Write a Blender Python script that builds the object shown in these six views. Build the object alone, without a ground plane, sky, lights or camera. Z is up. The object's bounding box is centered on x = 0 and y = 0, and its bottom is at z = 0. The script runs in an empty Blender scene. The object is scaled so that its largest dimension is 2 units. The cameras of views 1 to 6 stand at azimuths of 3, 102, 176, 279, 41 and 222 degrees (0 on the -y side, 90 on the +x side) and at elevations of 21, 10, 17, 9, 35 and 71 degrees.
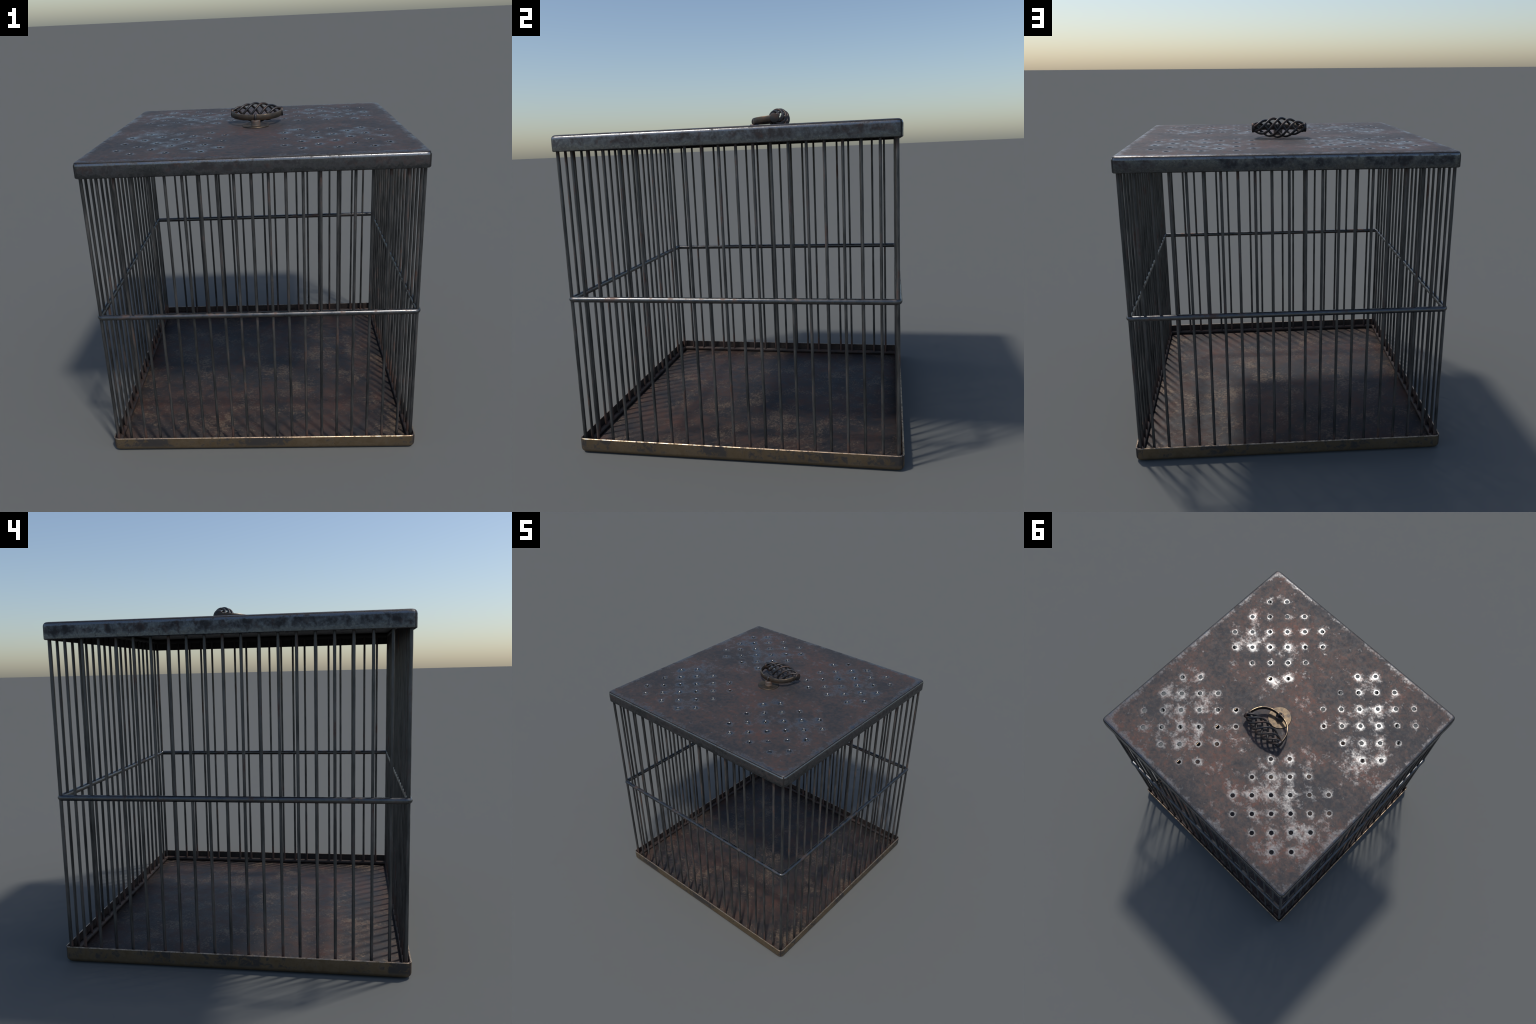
"""Square wire cage: perforated rusty lid, wire bars with three frame rings,
brass-rimmed tray and a folded-down twisted-basket handle on the lid."""
import bpy, bmesh, math, random
from mathutils import Vector, Matrix

random.seed(11)
TAU = 2 * math.pi

# ------------------------------------------------------------------ sizes
H = 0.947            # half width of lid and tray
LID_TOP, LID_LOW = 1.8625, 1.772
SHEET = 0.0075       # sheet thickness of the lid
RIM = 0.090          # height of the tray wall
RING_HALF, RING_R = 0.9232, 0.0163
BAR_HALF, BAR_R, CORNER_R = 0.9175, 0.0083, 0.0100
BAR_PITCH, BAR_COUNT = 0.0926, 19
HOLE_START, HOLE_PITCH, HOLE_R = 0.183, 0.0975, 0.0155


# ------------------------------------------------------------------ node helper
class Nodes:
    def __init__(self, name):
        self.mat = bpy.data.materials.new(name)
        self.mat.use_nodes = True
        self.t = self.mat.node_tree
        self.t.nodes.clear()
        self.out = self.t.nodes.new("ShaderNodeOutputMaterial")
        self.bsdf = self.t.nodes.new("ShaderNodeBsdfPrincipled")
        self.t.links.new(self.bsdf.outputs[0], self.out.inputs[0])

    def put(self, sock, v):
        if isinstance(v, bpy.types.NodeSocket):
            self.t.links.new(v, sock)
        else:
            if sock.type == "RGBA" and len(v) == 3:
                v = (*v, 1)
            sock.default_value = v

    def coord(self, kind="Object"):
        return self.t.nodes.new("ShaderNodeTexCoord").outputs[kind]

    def geo(self, kind):
        return self.t.nodes.new("ShaderNodeNewGeometry").outputs[kind]

    def obj(self, kind):
        return self.t.nodes.new("ShaderNodeObjectInfo").outputs[kind]

    def split(self, v):
        n = self.t.nodes.new("ShaderNodeSeparateXYZ")
        self.put(n.inputs[0], v)
        return n.outputs[0], n.outputs[1], n.outputs[2]

    def m(self, op, a, b=0.0, clamp=False):
        n = self.t.nodes.new("ShaderNodeMath")
        n.operation = op
        n.use_clamp = clamp
        self.put(n.inputs[0], a)
        self.put(n.inputs[1], b)
        return n.outputs[0]

    def vm(self, op, a, b):
        n = self.t.nodes.new("ShaderNodeVectorMath")
        n.operation = op
        self.put(n.inputs[0], a)
        self.put(n.inputs[1], b)
        return n.outputs["Value"] if op in ("DISTANCE", "LENGTH", "DOT_PRODUCT") else n.outputs[0]

    def scaled(self, v, s):
        return self.vm("MULTIPLY", v, s)

    def noise(self, v, scale, detail=6, rough=0.6, distortion=0.0, off=None):
        n = self.t.nodes.new("ShaderNodeTexNoise")
        if off:
            v = self.vm("ADD", v, off)
        self.put(n.inputs["Vector"], v)
        n.inputs["Scale"].default_value = scale
        n.inputs["Detail"].default_value = detail
        n.inputs["Roughness"].default_value = rough
        n.inputs["Distortion"].default_value = distortion
        return n.outputs["Fac"]

    def step(self, v, lo, hi, a=0.0, b=1.0, smooth=True):
        n = self.t.nodes.new("ShaderNodeMapRange")
        n.interpolation_type = "SMOOTHSTEP" if smooth else "LINEAR"
        n.clamp = True if not smooth else n.clamp
        self.put(n.inputs["Value"], v)
        n.inputs["From Min"].default_value = lo
        n.inputs["From Max"].default_value = hi
        n.inputs["To Min"].default_value = a
        n.inputs["To Max"].default_value = b
        return n.outputs["Result"]

    def mix(self, f, a, b):
        n = self.t.nodes.new("ShaderNodeMix")
        n.data_type = "RGBA"
        self.put(n.inputs[0], f)
        self.put(n.inputs[6], a)
        self.put(n.inputs[7], b)
        return n.outputs[2]

    def mixf(self, f, a, b):
        n = self.t.nodes.new("ShaderNodeMix")
        n.data_type = "FLOAT"
        self.put(n.inputs[0], f)
        self.put(n.inputs[2], a)
        self.put(n.inputs[3], b)
        return n.outputs[0]

    def ramp(self, f, stops):
        n = self.t.nodes.new("ShaderNodeValToRGB")
        e = n.color_ramp.elements
        while len(e) < len(stops):
            e.new(0.5)
        for el, (p, c) in zip(e, stops):
            el.position = p
            el.color = (*c, 1)
        self.put(n.inputs[0], f)
        return n.outputs[0]

    def bump(self, h, strength, dist):
        n = self.t.nodes.new("ShaderNodeBump")
        n.inputs["Strength"].default_value = strength
        n.inputs["Distance"].default_value = dist
        self.put(n.inputs["Height"], h)
        return n.outputs[0]

    def finish(self, color, rough, metal, normal=None, spec=0.5):
        b = self.bsdf.inputs
        self.put(b["Base Color"], color)
        self.put(b["Roughness"], rough)
        self.put(b["Metallic"], metal)
        b["Specular IOR Level"].default_value = spec
        if normal is not None:
            self.put(b["Normal"], normal)
        return self.mat


# ------------------------------------------------------------------ materials
def lid_material():
    n = Nodes("worn_rusty_sheet")
    p = n.coord()
    x, y, z = n.split(p)
    ax, ay = n.m("ABSOLUTE", x), n.m("ABSOLUTE", y)
    _, _, nz = n.split(n.geo("Normal"))
    top = n.step(nz, 0.55, 0.95)

    def signed(scale, detail, rough, dist=0.0, off=None):
        return n.step(n.noise(p, scale, detail, rough, dist, off), 0.28, 0.72, -1, 1, False)

    big = signed(2.6, 3, 0.5)
    cloud = signed(7.0, 4, 0.6, 0.3, (3, 1, 9))
    mid = signed(20, 7, 0.70, 0.3)
    fine = signed(75, 5, 0.65)
    spots = signed(30, 6, 0.72, 0.0, (7, 3, 1))

    # distance to the nearest punched hole (staggered lattice, four quadrants)
    wob = n.m("MULTIPLY", mid, 0.004)
    u = n.m("DIVIDE", n.m("SUBTRACT", ax, HOLE_START), HOLE_PITCH)
    v = n.m("DIVIDE", n.m("SUBTRACT", ay, HOLE_START), HOLE_PITCH)
    a = n.m("MULTIPLY", n.m("ADD", u, v), 0.5)
    b = n.m("MULTIPLY", n.m("SUBTRACT", u, v), 0.5)
    fa = n.m("SUBTRACT", n.m("FRACT", a), 0.5)
    fb = n.m("SUBTRACT", n.m("FRACT", b), 0.5)
    d = n.m("SQRT", n.m("ADD", n.m("MULTIPLY", fa, fa), n.m("MULTIPLY", fb, fb)))
    d = n.m("ADD", n.m("MULTIPLY", d, math.sqrt(2) * HOLE_PITCH), wob)
    near = n.step(d, 0.014, 0.030, 1, 0)
    halo = n.step(d, 0.016, 0.062, 1, 0)
    inside = 1.0
    for c in (u, v):
        w = n.m("MULTIPLY", n.step(c, -0.70, -0.40), n.step(c, 6.40, 6.70, 1, 0))
        inside = n.m("MULTIPLY", inside, w)
    near, halo = n.m("MULTIPLY", near, inside), n.m("MULTIPLY", halo, inside)

    # pale patches placed by hand on the top plate
    patch = None
    for px, py, r, k in ((0.60, -0.33, 0.22, 1.0), (0.36, -0.44, 0.16, 0.8), (-0.50, -0.47, 0.30, 0.85),
                         (-0.30, -0.68, 0.17, 0.8), (-0.66, -0.20, 0.34, 0.85), (-0.40, 0.38, 0.50, 0.68),
                         (0.45, 0.56, 0.32, 0.6), (0.66, 0.40, 0.28, 0.6), (-0.70, 0.55, 0.34, 0.62),
                         (0.22, -0.22, 0.16, 0.8), (0.50, 0.26, 0.2, 0.6)):
        q = n.vm("DISTANCE", n.scaled(p, (1, 1, 0)), (px, py, 0))
        g = n.step(q, 0.0, r, k, 0)
        patch = g if patch is None else n.m("MAXIMUM", patch, g)
    edge = n.step(n.m("MAXIMUM", ax, ay), 0.872, 0.930)

    def total(*terms):
        acc = None
        for t, k in terms:
            t = n.m("MULTIPLY", t, k)
            acc = t if acc is None else n.m("ADD", acc, t)
        return acc

    want = total((near, 0.36), (halo, 0.32), (patch, 0.42), (edge, 0.46),
                 (mid, 0.40), (cloud, 0.26), (big, 0.12), (fine, 0.16))
    wear_top = n.step(want, 0.20, 0.84, 0, 1, False)
    wear_top = n.m("POWER", wear_top, 0.85)

    # skirt: grey, blotched dark in the middle, cleaner along lower lip
    lip = n.step(z, LID_LOW, LID_LOW + 0.040)
    clean = n.m("SUBTRACT", 1.0, lip)
    round_edge = n.m("MULTIPLY", n.step(nz, 0.02, 0.35), n.step(nz, 0.995, 0.93))
    side = total((clean, 0.42), (round_edge, 0.62), (mid, 0.58), (cloud, 0.34), (fine, 0.06))
    wear_side = n.step(side, -0.40, 0.40)
    glint_break = n.step(n.noise(p, 30, 6, 0.7, 0.2, (9, 2, 4)), 0.33, 0.50)
    wear_side = n.m("MULTIPLY", wear_side, n.mixf(n.m("MULTIPLY", round_edge, 0.8), 1.0, glint_break))
    wear = n.mixf(top, wear_side, wear_top)

    tone = total((spots, 0.56), (cloud, 0.16), (big, 0.34))
    tone = n.step(tone, -0.8, 0.8, 0, 1, False)
    base = n.ramp(tone, [(0.28, (0.047, 0.046, 0.049)), (0.46, (0.070, 0.059, 0.056)),
                         (0.62, (0.088, 0.063, 0.056)), (0.84, (0.125, 0.064, 0.050))])
    bare_side = n.mix(n.step(fine, -0.6, 0.6), (0.088, 0.091, 0.096), (0.125, 0.126, 0.127))
    bare_side = n.mix(round_edge, bare_side, (0.26, 0.26, 0.26))  # rolled edge colour lightened to boost the white sun highlight
    bare_top = n.mix(n.step(fine, -0.6, 0.6), (0.150, 0.154, 0.160), (0.205, 0.206, 0.207))
    bare = n.mix(top, bare_side, bare_top)
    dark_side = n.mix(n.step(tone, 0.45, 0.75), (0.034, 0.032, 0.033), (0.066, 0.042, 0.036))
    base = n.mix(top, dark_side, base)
    col = n.mix(wear, base, bare)
    rough = n.mixf(wear, n.step(mid, -0.8, 0.8, 0.56, 0.68), n.step(mid, -0.8, 0.8, 0.20, 0.28))
    metal = n.mixf(wear, 0.38, 1.0)
    h = total((mid, 0.35), (n.m("MULTIPLY", fine, top), 0.25), (cloud, 0.5), (n.m("MULTIPLY", wear, top), -0.25))
    return n.finish(col, rough, metal, n.bump(h, 0.16, 0.004), 0.3)


def lid_inside_material():
    n = Nodes("dark_sheet_underside")
    p = n.coord()
    _, _, nz = n.split(n.geo("Normal"))
    s = n.noise(n.scaled(p, (1, 3, 1)), 14, 6, 0.65, 0.4)
    col = n.ramp(s, [(0.35, (0.016, 0.015, 0.015)), (0.65, (0.040, 0.036, 0.034))])
    return n.finish(col, 0.6, 0.4, n.bump(s, 0.35, 0.006), 0.3)


def wire_material():
    n = Nodes("dark_wire")
    p = n.vm("ADD", n.coord(), n.scaled(n.obj("Location"), (3.1, 3.7, 0.0)))
    streak = n.noise(n.scaled(p, (30, 30, 5.0)), 1.0, 5, 0.62)
    blotch = n.noise(p, 6.0, 5, 0.65, 0.0, (3, 9, 2))
    _, _, wz = n.split(n.geo("Position"))
    ends = n.m("MAXIMUM", n.step(wz, 0.05, 0.22, 0.12, 0), n.step(wz, 1.64, 1.80, 0, 0.06))
    f = n.m("ADD", n.m("ADD", n.m("MULTIPLY", streak, 0.55), n.m("MULTIPLY", blotch, 0.45)), ends)
    rust = n.step(f, 0.53, 0.66)
    grey = n.ramp(streak, [(0.33, (0.060, 0.061, 0.063)), (0.50, (0.110, 0.109, 0.107)), (0.67, (0.165, 0.158, 0.152))])
    col = n.mix(rust, grey, (0.112, 0.066, 0.052))
    top_dark = n.step(wz, 1.70, 1.80, 1.0, 0.35)
    col = n.mix(top_dark, (0.012, 0.011, 0.011), col)
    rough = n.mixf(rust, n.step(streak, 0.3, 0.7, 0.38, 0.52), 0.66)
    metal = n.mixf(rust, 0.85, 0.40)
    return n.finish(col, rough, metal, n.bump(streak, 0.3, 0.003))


def ring_material():
    n = Nodes("polished_frame_wire")
    p = n.coord()
    s = n.noise(p, 17, 6, 0.68, 0.3)
    b = n.noise(p, 5.5, 4, 0.6, 0.0, (2, 5, 8))
    _, _, z = n.split(p)
    low = n.step(z, 0.2, 0.6, 1, 0)
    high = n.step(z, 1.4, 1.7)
    f = n.m("ADD", n.m("MULTIPLY", s, 0.6), n.m("MULTIPLY", b, 0.4))
    rust = n.step(f, 0.50, 0.62)
    grey = n.ramp(s, [(0.35, (0.105, 0.108, 0.112)), (0.65, (0.165, 0.163, 0.160))])
    col = n.mix(rust, grey, (0.120, 0.082, 0.070))
    old = n.ramp(f, [(0.38, (0.036, 0.033, 0.033)), (0.52, (0.064, 0.047, 0.042)), (0.64, (0.092, 0.055, 0.044))])
    col = n.mix(low, col, old)
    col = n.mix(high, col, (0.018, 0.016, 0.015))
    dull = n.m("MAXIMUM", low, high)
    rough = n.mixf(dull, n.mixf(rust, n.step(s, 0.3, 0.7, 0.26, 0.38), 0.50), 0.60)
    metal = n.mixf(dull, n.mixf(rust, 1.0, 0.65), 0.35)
    return n.finish(col, rough, metal, n.bump(s, 0.25, 0.003), 0.35)


def brass_material():
    n = Nodes("tarnished_brass")
    p = n.coord()
    x, y, z = n.split(p)
    _, _, nz = n.split(n.geo("Normal"))
    big = n.noise(p, 3.6, 4, 0.6)
    mid = n.noise(p, 26, 7, 0.70, 0.5)
    fine = n.noise(p, 90, 4, 0.6)
    f = n.m("ADD", n.m("MULTIPLY", big, 0.46), n.m("MULTIPLY", mid, 0.54))
    for gx, gy, gr, k in ((H, 0.50, 0.17, 0.065), (H, 0.83, 0.13, 0.075), (-H, -0.885, 0.075, 0.14),
                          (-H, 0.42, 0.10, 0.05), (-H, -0.02, 0.14, 0.05), (-0.68, -H, 0.14, 0.05), (-0.1, -H, 0.2, 0.04)):
        q = n.vm("DISTANCE", n.scaled(p, (1, 1, 0)), (gx, gy, 0))
        f = n.m("ADD", f, n.step(q, gr * 0.55, gr, k, 0))
    grime = n.step(f, 0.492, 0.585)
    grime = n.m("MULTIPLY", grime, n.step(z, 0.012, 0.040, 0.15, 1))
    brass = n.ramp(mid, [(0.30, (0.142, 0.100, 0.056)), (0.50, (0.182, 0.132, 0.080)), (0.70, (0.222, 0.166, 0.106))])
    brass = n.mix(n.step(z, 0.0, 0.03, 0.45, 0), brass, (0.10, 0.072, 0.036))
    col = n.mix(n.m("MULTIPLY", grime, 0.88), brass, (0.044, 0.043, 0.046))
    lip = n.m("MULTIPLY", n.step(z, RIM - 0.010, RIM - 0.004), n.step(nz, 0.1, 0.5))
    lip = n.m("MULTIPLY", lip, n.step(n.noise(p, 45, 6, 0.7), 0.34, 0.60))
    col = n.mix(lip, col, (0.55, 0.40, 0.27))
    rough = n.mixf(lip, n.mixf(grime, n.step(fine, 0.3, 0.7, 0.48, 0.60), 0.66), 0.36)
    metal = n.mixf(lip, n.mixf(grime, 0.68, 0.45), 1.0)
    return n.finish(col, rough, metal, n.bump(mid, 0.25, 0.004), 0.4)


def floor_material():
    n = Nodes("rusted_tray_floor")
    p = n.coord()
    _, _, z = n.split(p)
    big = n.noise(p, 2.8, 4, 0.55, 0.0, (4, 1, 0))
    mid = n.noise(p, 12, 7, 0.68, 0.5)
    spk = n.noise(n.scaled(p, (1, 1.25, 1)), 58, 6, 0.74, 0.4, (5, 5, 2))
    zone = n.noise(p, 4.6, 6, 0.66, 0.2, (1, 8, 3))
    base = n.ramp(n.m("ADD", n.m("MULTIPLY", big, 0.45), n.m("MULTIPLY", mid, 0.55)),
                  [(0.36, (0.029, 0.029, 0.032)), (0.46, (0.046, 0.040, 0.039)),
                   (0.55, (0.075, 0.050, 0.042)), (0.68, (0.108, 0.055, 0.042))])
    f = n.m("ADD", n.m("MULTIPLY", spk, 0.60), n.m("MULTIPLY", zone, 0.58))
    tan = n.step(f, 0.595, 0.735)
    col = n.mix(n.m("MULTIPLY", tan, 0.85), base, (0.185, 0.135, 0.092))
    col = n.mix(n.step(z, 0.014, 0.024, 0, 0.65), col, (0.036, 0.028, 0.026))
    rough = n.mixf(tan, n.step(mid, 0.3, 0.7, 0.50, 0.68), 0.55)
    return n.finish(col, rough, 0.30, n.bump(spk, 0.35, 0.004), 0.35)


def handle_material():
    n = Nodes("browned_iron")
    p = n.vm("ADD", n.coord(), n.obj("Location"))
    s = n.noise(p, 24, 5, 0.6)
    b = n.noise(p, 11, 3, 0.5, 0.0, (4, 2, 7))
    f = n.m("ADD", n.m("MULTIPLY", s, 0.5), n.m("MULTIPLY", b, 0.5))
    col = n.ramp(f, [(0.42, (0.050, 0.051, 0.055)), (0.54, (0.078, 0.065, 0.059)),
                     (0.66, (0.110, 0.066, 0.050))])
    return n.finish(col, n.step(f, 0.35, 0.65, 0.40, 0.58), 0.8, n.bump(s, 0.2, 0.002))


def post_material():
    n = Nodes("rust_brown_post")
    s = n.noise(n.coord(), 40, 6, 0.65)
    col = n.ramp(s, [(0.36, (0.105, 0.098, 0.092)), (0.50, (0.140, 0.108, 0.088)), (0.64, (0.155, 0.088, 0.066))])
    return n.finish(col, 0.6, 0.45, n.bump(s, 0.2, 0.002))


def handle_brass_material():
    n = Nodes("aged_brass_fitting")
    p = n.coord()
    _, _, z = n.split(p)
    _, _, nz = n.split(n.geo("Normal"))
    s = n.noise(p, 34, 7, 0.7)
    b = n.noise(p, 12, 3, 0.5, 0.0, (2, 2, 5))
    f = n.m("ADD", n.m("MULTIPLY", s, 0.6), n.m("MULTIPLY", b, 0.4))
    side = n.ramp(f, [(0.38, (0.050, 0.046, 0.043)), (0.50, (0.085, 0.066, 0.049)),
                      (0.62, (0.110, 0.068, 0.048))])
    flat = n.ramp(f, [(0.38, (0.062, 0.054, 0.050)), (0.48, (0.120, 0.092, 0.064)), (0.61, (0.195, 0.146, 0.096))])
    crest = n.mix(n.step(s, 0.3, 0.5), flat, (0.46, 0.33, 0.20))
    on_disc = n.step(z, LID_TOP + 0.016, LID_TOP + 0.012)
    w = n.step(nz, 0.25, 0.7)
    crest = n.mix(n.step(b, 0.42, 0.52), (0.10, 0.078, 0.058), crest)
    worn = n.mix(on_disc, crest, flat)
    col = n.mix(w, side, worn)
    rough = n.mixf(w, 0.52, n.mixf(on_disc, 0.36, 0.50))
    return n.finish(col, rough, n.mixf(w, 0.75, 0.9), n.bump(s, 0.2, 0.002))


# ------------------------------------------------------------------ geometry helpers
root = bpy.data.objects.new("wire_cage", None)
bpy.context.scene.collection.objects.link(root)
root["label"] = "square rusty wire cage with perforated lid and handle"
root["category"] = "animal cage"


def add(name, mesh, parent=root, mats=(), smooth=40):
    ob = bpy.data.objects.new(name, mesh)
    bpy.context.scene.collection.objects.link(ob)
    ob.parent = parent
    for m in mats:
        mesh.materials.append(m)
    if smooth:
        shade(mesh, smooth)
    return ob


def shade(mesh, angle):
    bm = bmesh.new()
    bm.from_mesh(mesh)
    lim = math.radians(angle)
    for f in bm.faces:
        f.smooth = True
    for e in bm.edges:
        e.smooth = len(e.link_faces) == 2 and e.calc_face_angle(0) < lim
    bm.to_mesh(mesh)
    bm.free()


def rounded_square(half, radius, z, n):
    pts = []
    for k in range(4):
        cx = (half - radius) * (1, -1, -1, 1)[k]
        cy = (half - radius) * (1, 1, -1, -1)[k]
        for i in range(n + 1):
            t = math.pi / 2 * (k + i / n)
            pts.append(Vector((cx + radius * math.cos(t), cy + radius * math.sin(t), z)))
    return pts


def loft(name, rings, cap_first=True, cap_last=True):
    bm = bmesh.new()
    loops = [[bm.verts.new(p) for p in r] for r in rings]
    for a, b in zip(loops, loops[1:]):
        for i in range(len(a)):
            j = (i + 1) % len(a)
            bm.faces.new((a[i], a[j], b[j], b[i]))
    if cap_first:
        bm.faces.new(loops[0][::-1])
    if cap_last:
        bm.faces.new(loops[-1])
    bmesh.ops.recalc_face_normals(bm, faces=bm.faces)
    me = bpy.data.meshes.new(name)
    bm.to_mesh(me)
    bm.free()
    return me


def sweep(name, path, profile, closed=False, frame=None):
    """Sweep a 2D profile along a path. frame(i) may give fixed side/up vectors."""
    bm = bmesh.new()
    n = len(path)
    loops, side0 = [], None
    for i, p in enumerate(path):
        if closed:
            t = path[(i + 1) % n] - path[i - 1]
        else:
            t = path[min(i + 1, n - 1)] - path[max(i - 1, 0)]
        t.normalize()
        if frame:
            up = frame
            side = t.cross(up).normalized()
        else:
            if side0 is None:
                side0 = t.orthogonal()
            side = (side0 - t * side0.dot(t)).normalized()
            side0 = side
            up = side.cross(t)
        loops.append([bm.verts.new(p + side * a + up * b) for a, b in profile])
    m = len(profile)
    for i in range(n if closed else n - 1):
        a, b = loops[i], loops[(i + 1) % n]
        for k in range(m):
            bm.faces.new((a[k], a[(k + 1) % m], b[(k + 1) % m], b[k]))
    if not closed:
        bm.faces.new(loops[0][::-1])
        bm.faces.new(loops[-1])
    bmesh.ops.recalc_face_normals(bm, faces=bm.faces)
    me = bpy.data.meshes.new(name)
    bm.to_mesh(me)
    bm.free()
    return me


def circle(r, n):
    return [(r * math.cos(TAU * i / n), r * math.sin(TAU * i / n)) for i in range(n)]


def lathe(name, profile, n=32, axis="Z", at=(0, 0, 0)):
    """profile: list of (radius, height)."""
    rings = [[Vector((r * math.cos(TAU * i / n), r * math.sin(TAU * i / n), h)) for i in range(n)]
             for r, h in profile]
    me = loft(name, rings)
    if axis == "X":
        me.transform(Matrix.Rotation(math.pi / 2, 4, "Y"))
    me.transform(Matrix.Translation(at))
    return me


M_LID, M_UNDER = lid_material(), lid_inside_material()
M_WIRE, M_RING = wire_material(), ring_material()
M_BRASS, M_FLOOR = brass_material(), floor_material()
M_IRON, M_FIT, M_POST = handle_material(), handle_brass_material(), post_material()

# ------------------------------------------------------------------ lid
R_PLAN, R_TOP = 0.034, 0.024
rings = []
inner = H - SHEET
rings.append(rounded_square(inner - 0.010, R_PLAN - 0.018, LID_TOP - SHEET, 5))
rings.append(rounded_square(inner, R_PLAN - 0.010, LID_TOP - SHEET - 0.010, 5))
rings.append(rounded_square(inner, R_PLAN - 0.010, LID_LOW + 0.002, 5))
rings.append(rounded_square(inner + 0.002, R_PLAN - 0.008, LID_LOW, 5))
rings.append(rounded_square(H - 0.004, R_PLAN - 0.003, LID_LOW, 5))
rings.append(rounded_square(H, R_PLAN, LID_LOW + 0.004, 5))
for i in range(6):
    t = math.pi / 2 * i / 5
    o = R_TOP * (1 - math.cos(t))
    rings.append(rounded_square(H - o, max(R_PLAN - o, 0.010), LID_TOP - R_TOP + R_TOP * math.sin(t), 5))
lid = add("lid", loft("lid", rings), mats=(M_LID, M_UNDER), smooth=None)
for f in lid.data.polygons:
    c = f.center
    if c.z < LID_TOP - 0.004 and max(abs(c.x), abs(c.y)) < H - SHEET + 0.0005:
        f.material_index = 1

bm = bmesh.new()
for sx in (1, -1):
    for sy in (1, -1):
        for i in range(7):
            for j in range(7):
                if (i + j) % 2:
                    cx = sx * (HOLE_START + HOLE_PITCH * i)
                    cy = sy * (HOLE_START + HOLE_PITCH * j)
                    stack = []
                    # straight punch with a slightly flared upper edge
                    for rad, dz in ((HOLE_R, -0.03), (HOLE_R, -0.0012),
                                    (HOLE_R + 0.0013, 0.0002), (HOLE_R + 0.0013, 0.02)):
                        stack.append([bm.verts.new((cx + rad * math.cos(TAU * t / 20),
                                                    cy + rad * math.sin(TAU * t / 20), LID_TOP + dz))
                                      for t in range(20)])
                    for lo, hi in zip(stack, stack[1:]):
                        for t in range(20):
                            w = (t + 1) % 20
                            bm.faces.new((lo[t], lo[w], hi[w], hi[t]))
                    bm.faces.new(stack[0][::-1])
                    bm.faces.new(stack[-1])
punch_mesh = bpy.data.meshes.new("punch")
bm.to_mesh(punch_mesh)
bm.free()
punch = bpy.data.objects.new("punch", punch_mesh)
bpy.context.scene.collection.objects.link(punch)
mod = lid.modifiers.new("holes", "BOOLEAN")
mod.operation, mod.solver, mod.object = "DIFFERENCE", "EXACT", punch
dg = bpy.context.evaluated_depsgraph_get()
cut = bpy.data.meshes.new_from_object(lid.evaluated_get(dg))
lid.modifiers.clear()
old = lid.data
lid.data = cut
bpy.data.meshes.remove(old)
bpy.data.objects.remove(punch)
bpy.data.meshes.remove(punch_mesh)
cut.name = "lid"
for f in cut.polygons:
    c = f.center
    if f.material_index == 1 and c.z > LID_TOP - 0.0045:
        f.material_index = 0
shade(cut, 40)
bm = bmesh.new()
bm.from_mesh(cut)
for e in bm.edges:
    m = (e.verts[0].co + e.verts[1].co) / 2
    flat = [f for f in e.link_faces if abs(f.normal.z) > 0.9995]
    if flat and max(abs(m.x), abs(m.y)) < 0.86:
        e.smooth = len(flat) == 2      # punched rims stay crisp, the plate stays flat
bm.to_mesh(cut)
bm.free()

# ------------------------------------------------------------------ tray
WALL, R_BASE, R_LOW = 0.010, 0.034, 0.026
rings = []
for i in range(5):
    t = math.pi / 2 * i / 4
    o = R_LOW * (1 - math.sin(t))
    rings.append(rounded_square(H - o, R_BASE - o * 0.5, R_LOW * (1 - math.cos(t)), 5))
rings.append(rounded_square(H, R_BASE, RIM - 0.003, 5))
rings.append(rounded_square(H - 0.003, R_BASE - 0.003, RIM, 5))
rings.append(rounded_square(H - WALL + 0.002, R_BASE - WALL + 0.002, RIM, 5))
split_at = len(rings)
rings.append(rounded_square(H - WALL, R_BASE - WALL, RIM - 0.002, 5))
rings.append(rounded_square(H - WALL, R_BASE - WALL, 0.020, 5))
rings.append(rounded_square(H - WALL - 0.012, R_BASE - WALL - 0.006, 0.008, 5))
tray_mesh = loft("tray", rings)
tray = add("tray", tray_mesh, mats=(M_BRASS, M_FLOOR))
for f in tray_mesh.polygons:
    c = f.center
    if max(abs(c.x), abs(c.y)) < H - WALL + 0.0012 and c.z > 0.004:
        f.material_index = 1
fl = [rounded_square(0.922, 0.012, 0.009, 5), rounded_square(0.922, 0.012, 0.011, 5),
      rounded_square(0.919, 0.010, 0.013, 5)]
add("tray_floor", loft("tray_floor", fl), parent=tray, mats=(M_FLOOR,))

# ------------------------------------------------------------------ wire frame rings
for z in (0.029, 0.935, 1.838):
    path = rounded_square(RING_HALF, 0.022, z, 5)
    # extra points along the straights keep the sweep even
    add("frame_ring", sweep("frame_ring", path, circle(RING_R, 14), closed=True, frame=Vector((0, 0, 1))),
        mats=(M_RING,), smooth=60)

# ------------------------------------------------------------------ bars
def bar_mesh(name, r):
    z0, z1, k = 0.026, 1.840, 25
    prof = circle(r, 12)
    rng = random.Random(5)
    loops = []
    for i in range(k):
        z = z0 + (z1 - z0) * i / (k - 1)
        s = 1 + rng.uniform(-0.05, 0.05)
        loops.append([Vector((a * s, b * s, z)) for a, b in prof])
    me = loft(name, loops)
    me.materials.append(M_WIRE)
    shade(me, 60)
    return me


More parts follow.
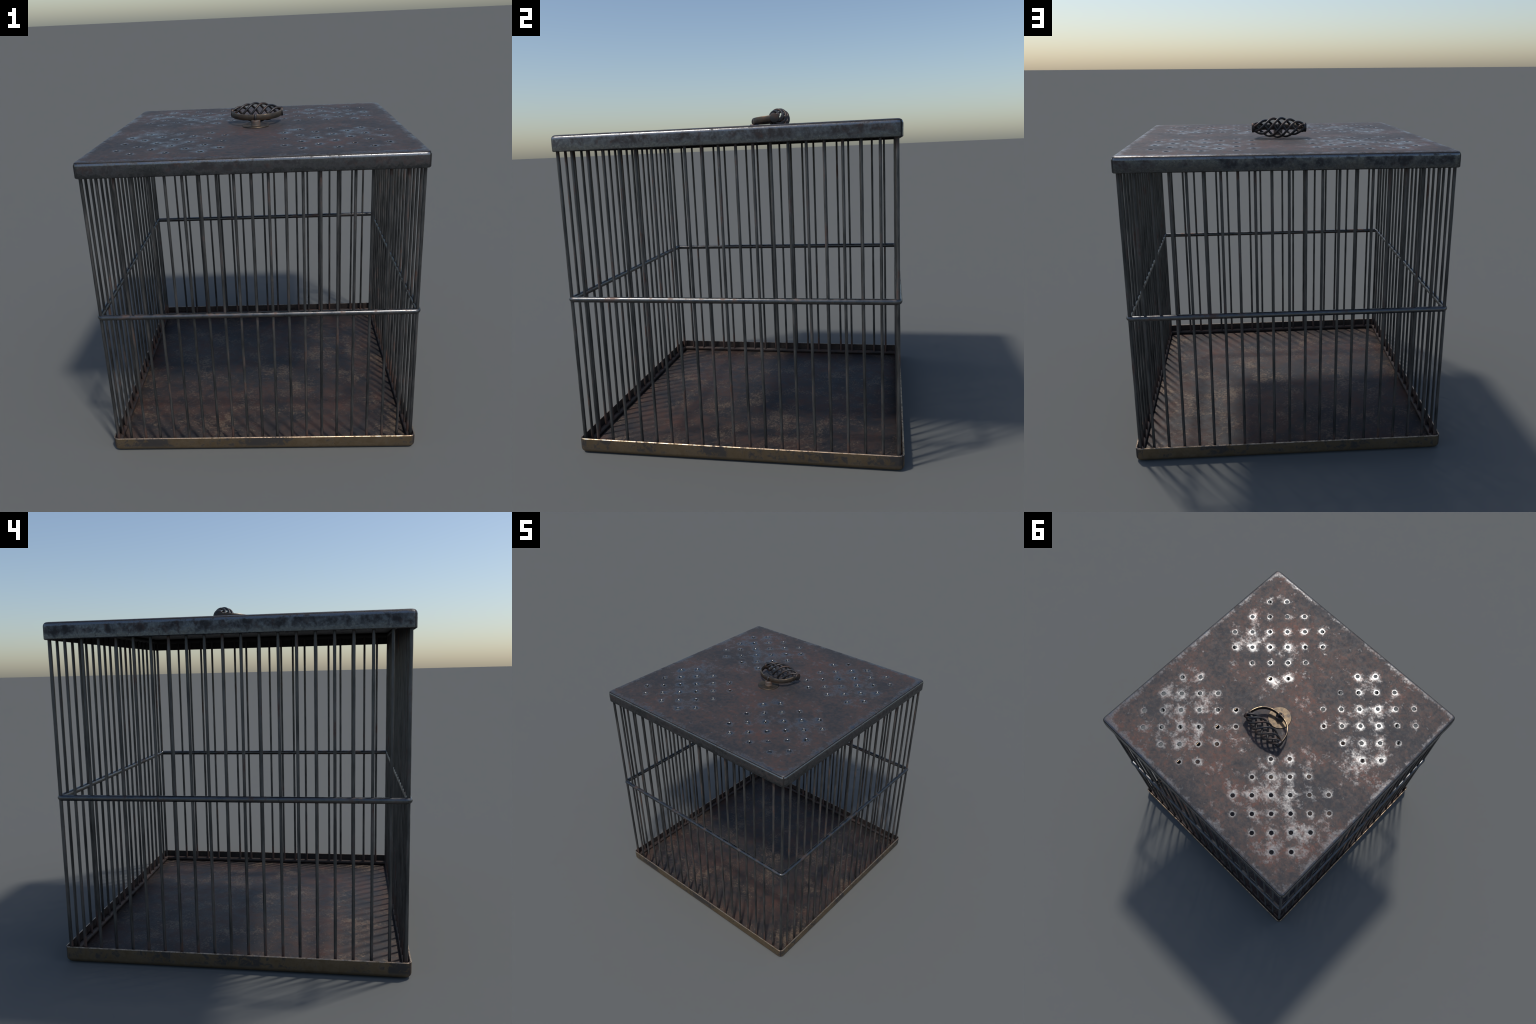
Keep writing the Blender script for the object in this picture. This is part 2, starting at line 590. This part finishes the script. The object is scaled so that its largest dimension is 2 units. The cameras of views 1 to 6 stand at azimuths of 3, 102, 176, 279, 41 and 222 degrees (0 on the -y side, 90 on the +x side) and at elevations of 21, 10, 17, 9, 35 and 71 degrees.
thin = bar_mesh("bar", BAR_R)
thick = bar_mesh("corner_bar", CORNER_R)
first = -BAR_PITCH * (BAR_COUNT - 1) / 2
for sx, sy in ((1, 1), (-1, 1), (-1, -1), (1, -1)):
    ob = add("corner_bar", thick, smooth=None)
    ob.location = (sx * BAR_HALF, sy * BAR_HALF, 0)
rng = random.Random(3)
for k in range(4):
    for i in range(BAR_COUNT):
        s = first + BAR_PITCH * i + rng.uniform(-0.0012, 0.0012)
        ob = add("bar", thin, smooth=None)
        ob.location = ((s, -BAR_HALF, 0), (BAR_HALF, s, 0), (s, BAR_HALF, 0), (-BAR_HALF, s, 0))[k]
        ob.rotation_euler[2] = rng.uniform(0, TAU)

# ------------------------------------------------------------------ handle, folded back on lid
HX, HY, HZ = 0.004, 0.170, 1.931        # centre of the basket grip
CAP_X = 0.172
# mounting disc with its short post
disc = lathe("handle", [(0.080, LID_TOP - 0.001), (0.0872, LID_TOP - 0.0005), (0.0880, LID_TOP + 0.0050),
                        (0.0862, LID_TOP + 0.0075), (0.0320, LID_TOP + 0.0080), (0.0308, LID_TOP + 0.0095),
                        (0.0300, 1.899), (0.0275, 1.903)], 40)
handle = add("handle", disc, mats=(M_FIT, M_POST), smooth=24)
for f in disc.polygons:
    if f.center.z > LID_TOP + 0.0085:
        f.material_index = 1

# flat band bent into a half loop between the caps
path = []
for i in range(41):
    t = math.pi * i / 40
    c, s = math.cos(t), math.sin(t)
    e = 2 / 2.35
    px = 0.167 * math.copysign(abs(c) ** e, c)
    py = -0.168 * abs(s) ** e
    path.append(Vector((HX * 0.5 + px, HY + py, HZ - 0.011 * abs(s))))
hw, ht, b = 0.0185, 0.0042, 0.0015
prof = [(-ht, -hw + b), (-ht + b, -hw), (ht - b, -hw), (ht, -hw + b),
        (ht, hw - b), (ht - b, hw), (-ht + b, hw), (-ht, hw - b)]
add("handle_band", sweep("handle_band", path, prof, frame=Vector((0, 0, 1))), parent=handle, mats=(M_FIT,), smooth=50)

# hinge loop hooked round the band above the post
loop = [Vector((0.0, 0.001 + 0.0125 * math.cos(TAU * i / 28), 1.9195 + 0.0195 * math.sin(TAU * i / 28)))
        for i in range(28)]
add("hinge_loop", sweep("hinge_loop", loop, [(a, bb * 1.2) for a, bb in circle(0.0066, 10)], closed=True,
                        frame=Vector((1, 0, 0))), parent=handle, mats=(M_IRON,), smooth=60)

# end caps
for s in (1, -1):
    cap = lathe("end_cap", [(0.024, -0.010), (0.0285, -0.008), (0.0300, -0.005), (0.0305, 0.005),
                            (0.029, 0.008), (0.026, 0.0092)], 28, "X")
    if s < 0:
        cap.transform(Matrix.Rotation(math.pi, 4, "Z"))
    cap.transform(Matrix.Translation((HX + s * (CAP_X - 0.004), HY, HZ)))
    add("end_cap", cap, parent=handle, mats=(M_IRON,), smooth=30)

# five strands twisted into a basket
PITCH, STRANDS = 0.298, 5
L = CAP_X - 0.006
for k in range(STRANDS):
    pts = []
    for i in range(61):
        x = -L + 2 * L * i / 60
        r = 0.0210 + 0.0385 * math.cos(math.pi * x / (2 * L))
        th = math.radians(76) - TAU * (x + HX) / PITCH + TAU * k / STRANDS
        pts.append(Vector((HX + x, HY + r * math.cos(th), HZ + r * math.sin(th))))
    add("grip_strand", sweep("grip_strand", pts, circle(0.0078, 10)), parent=handle, mats=(M_IRON,), smooth=60)
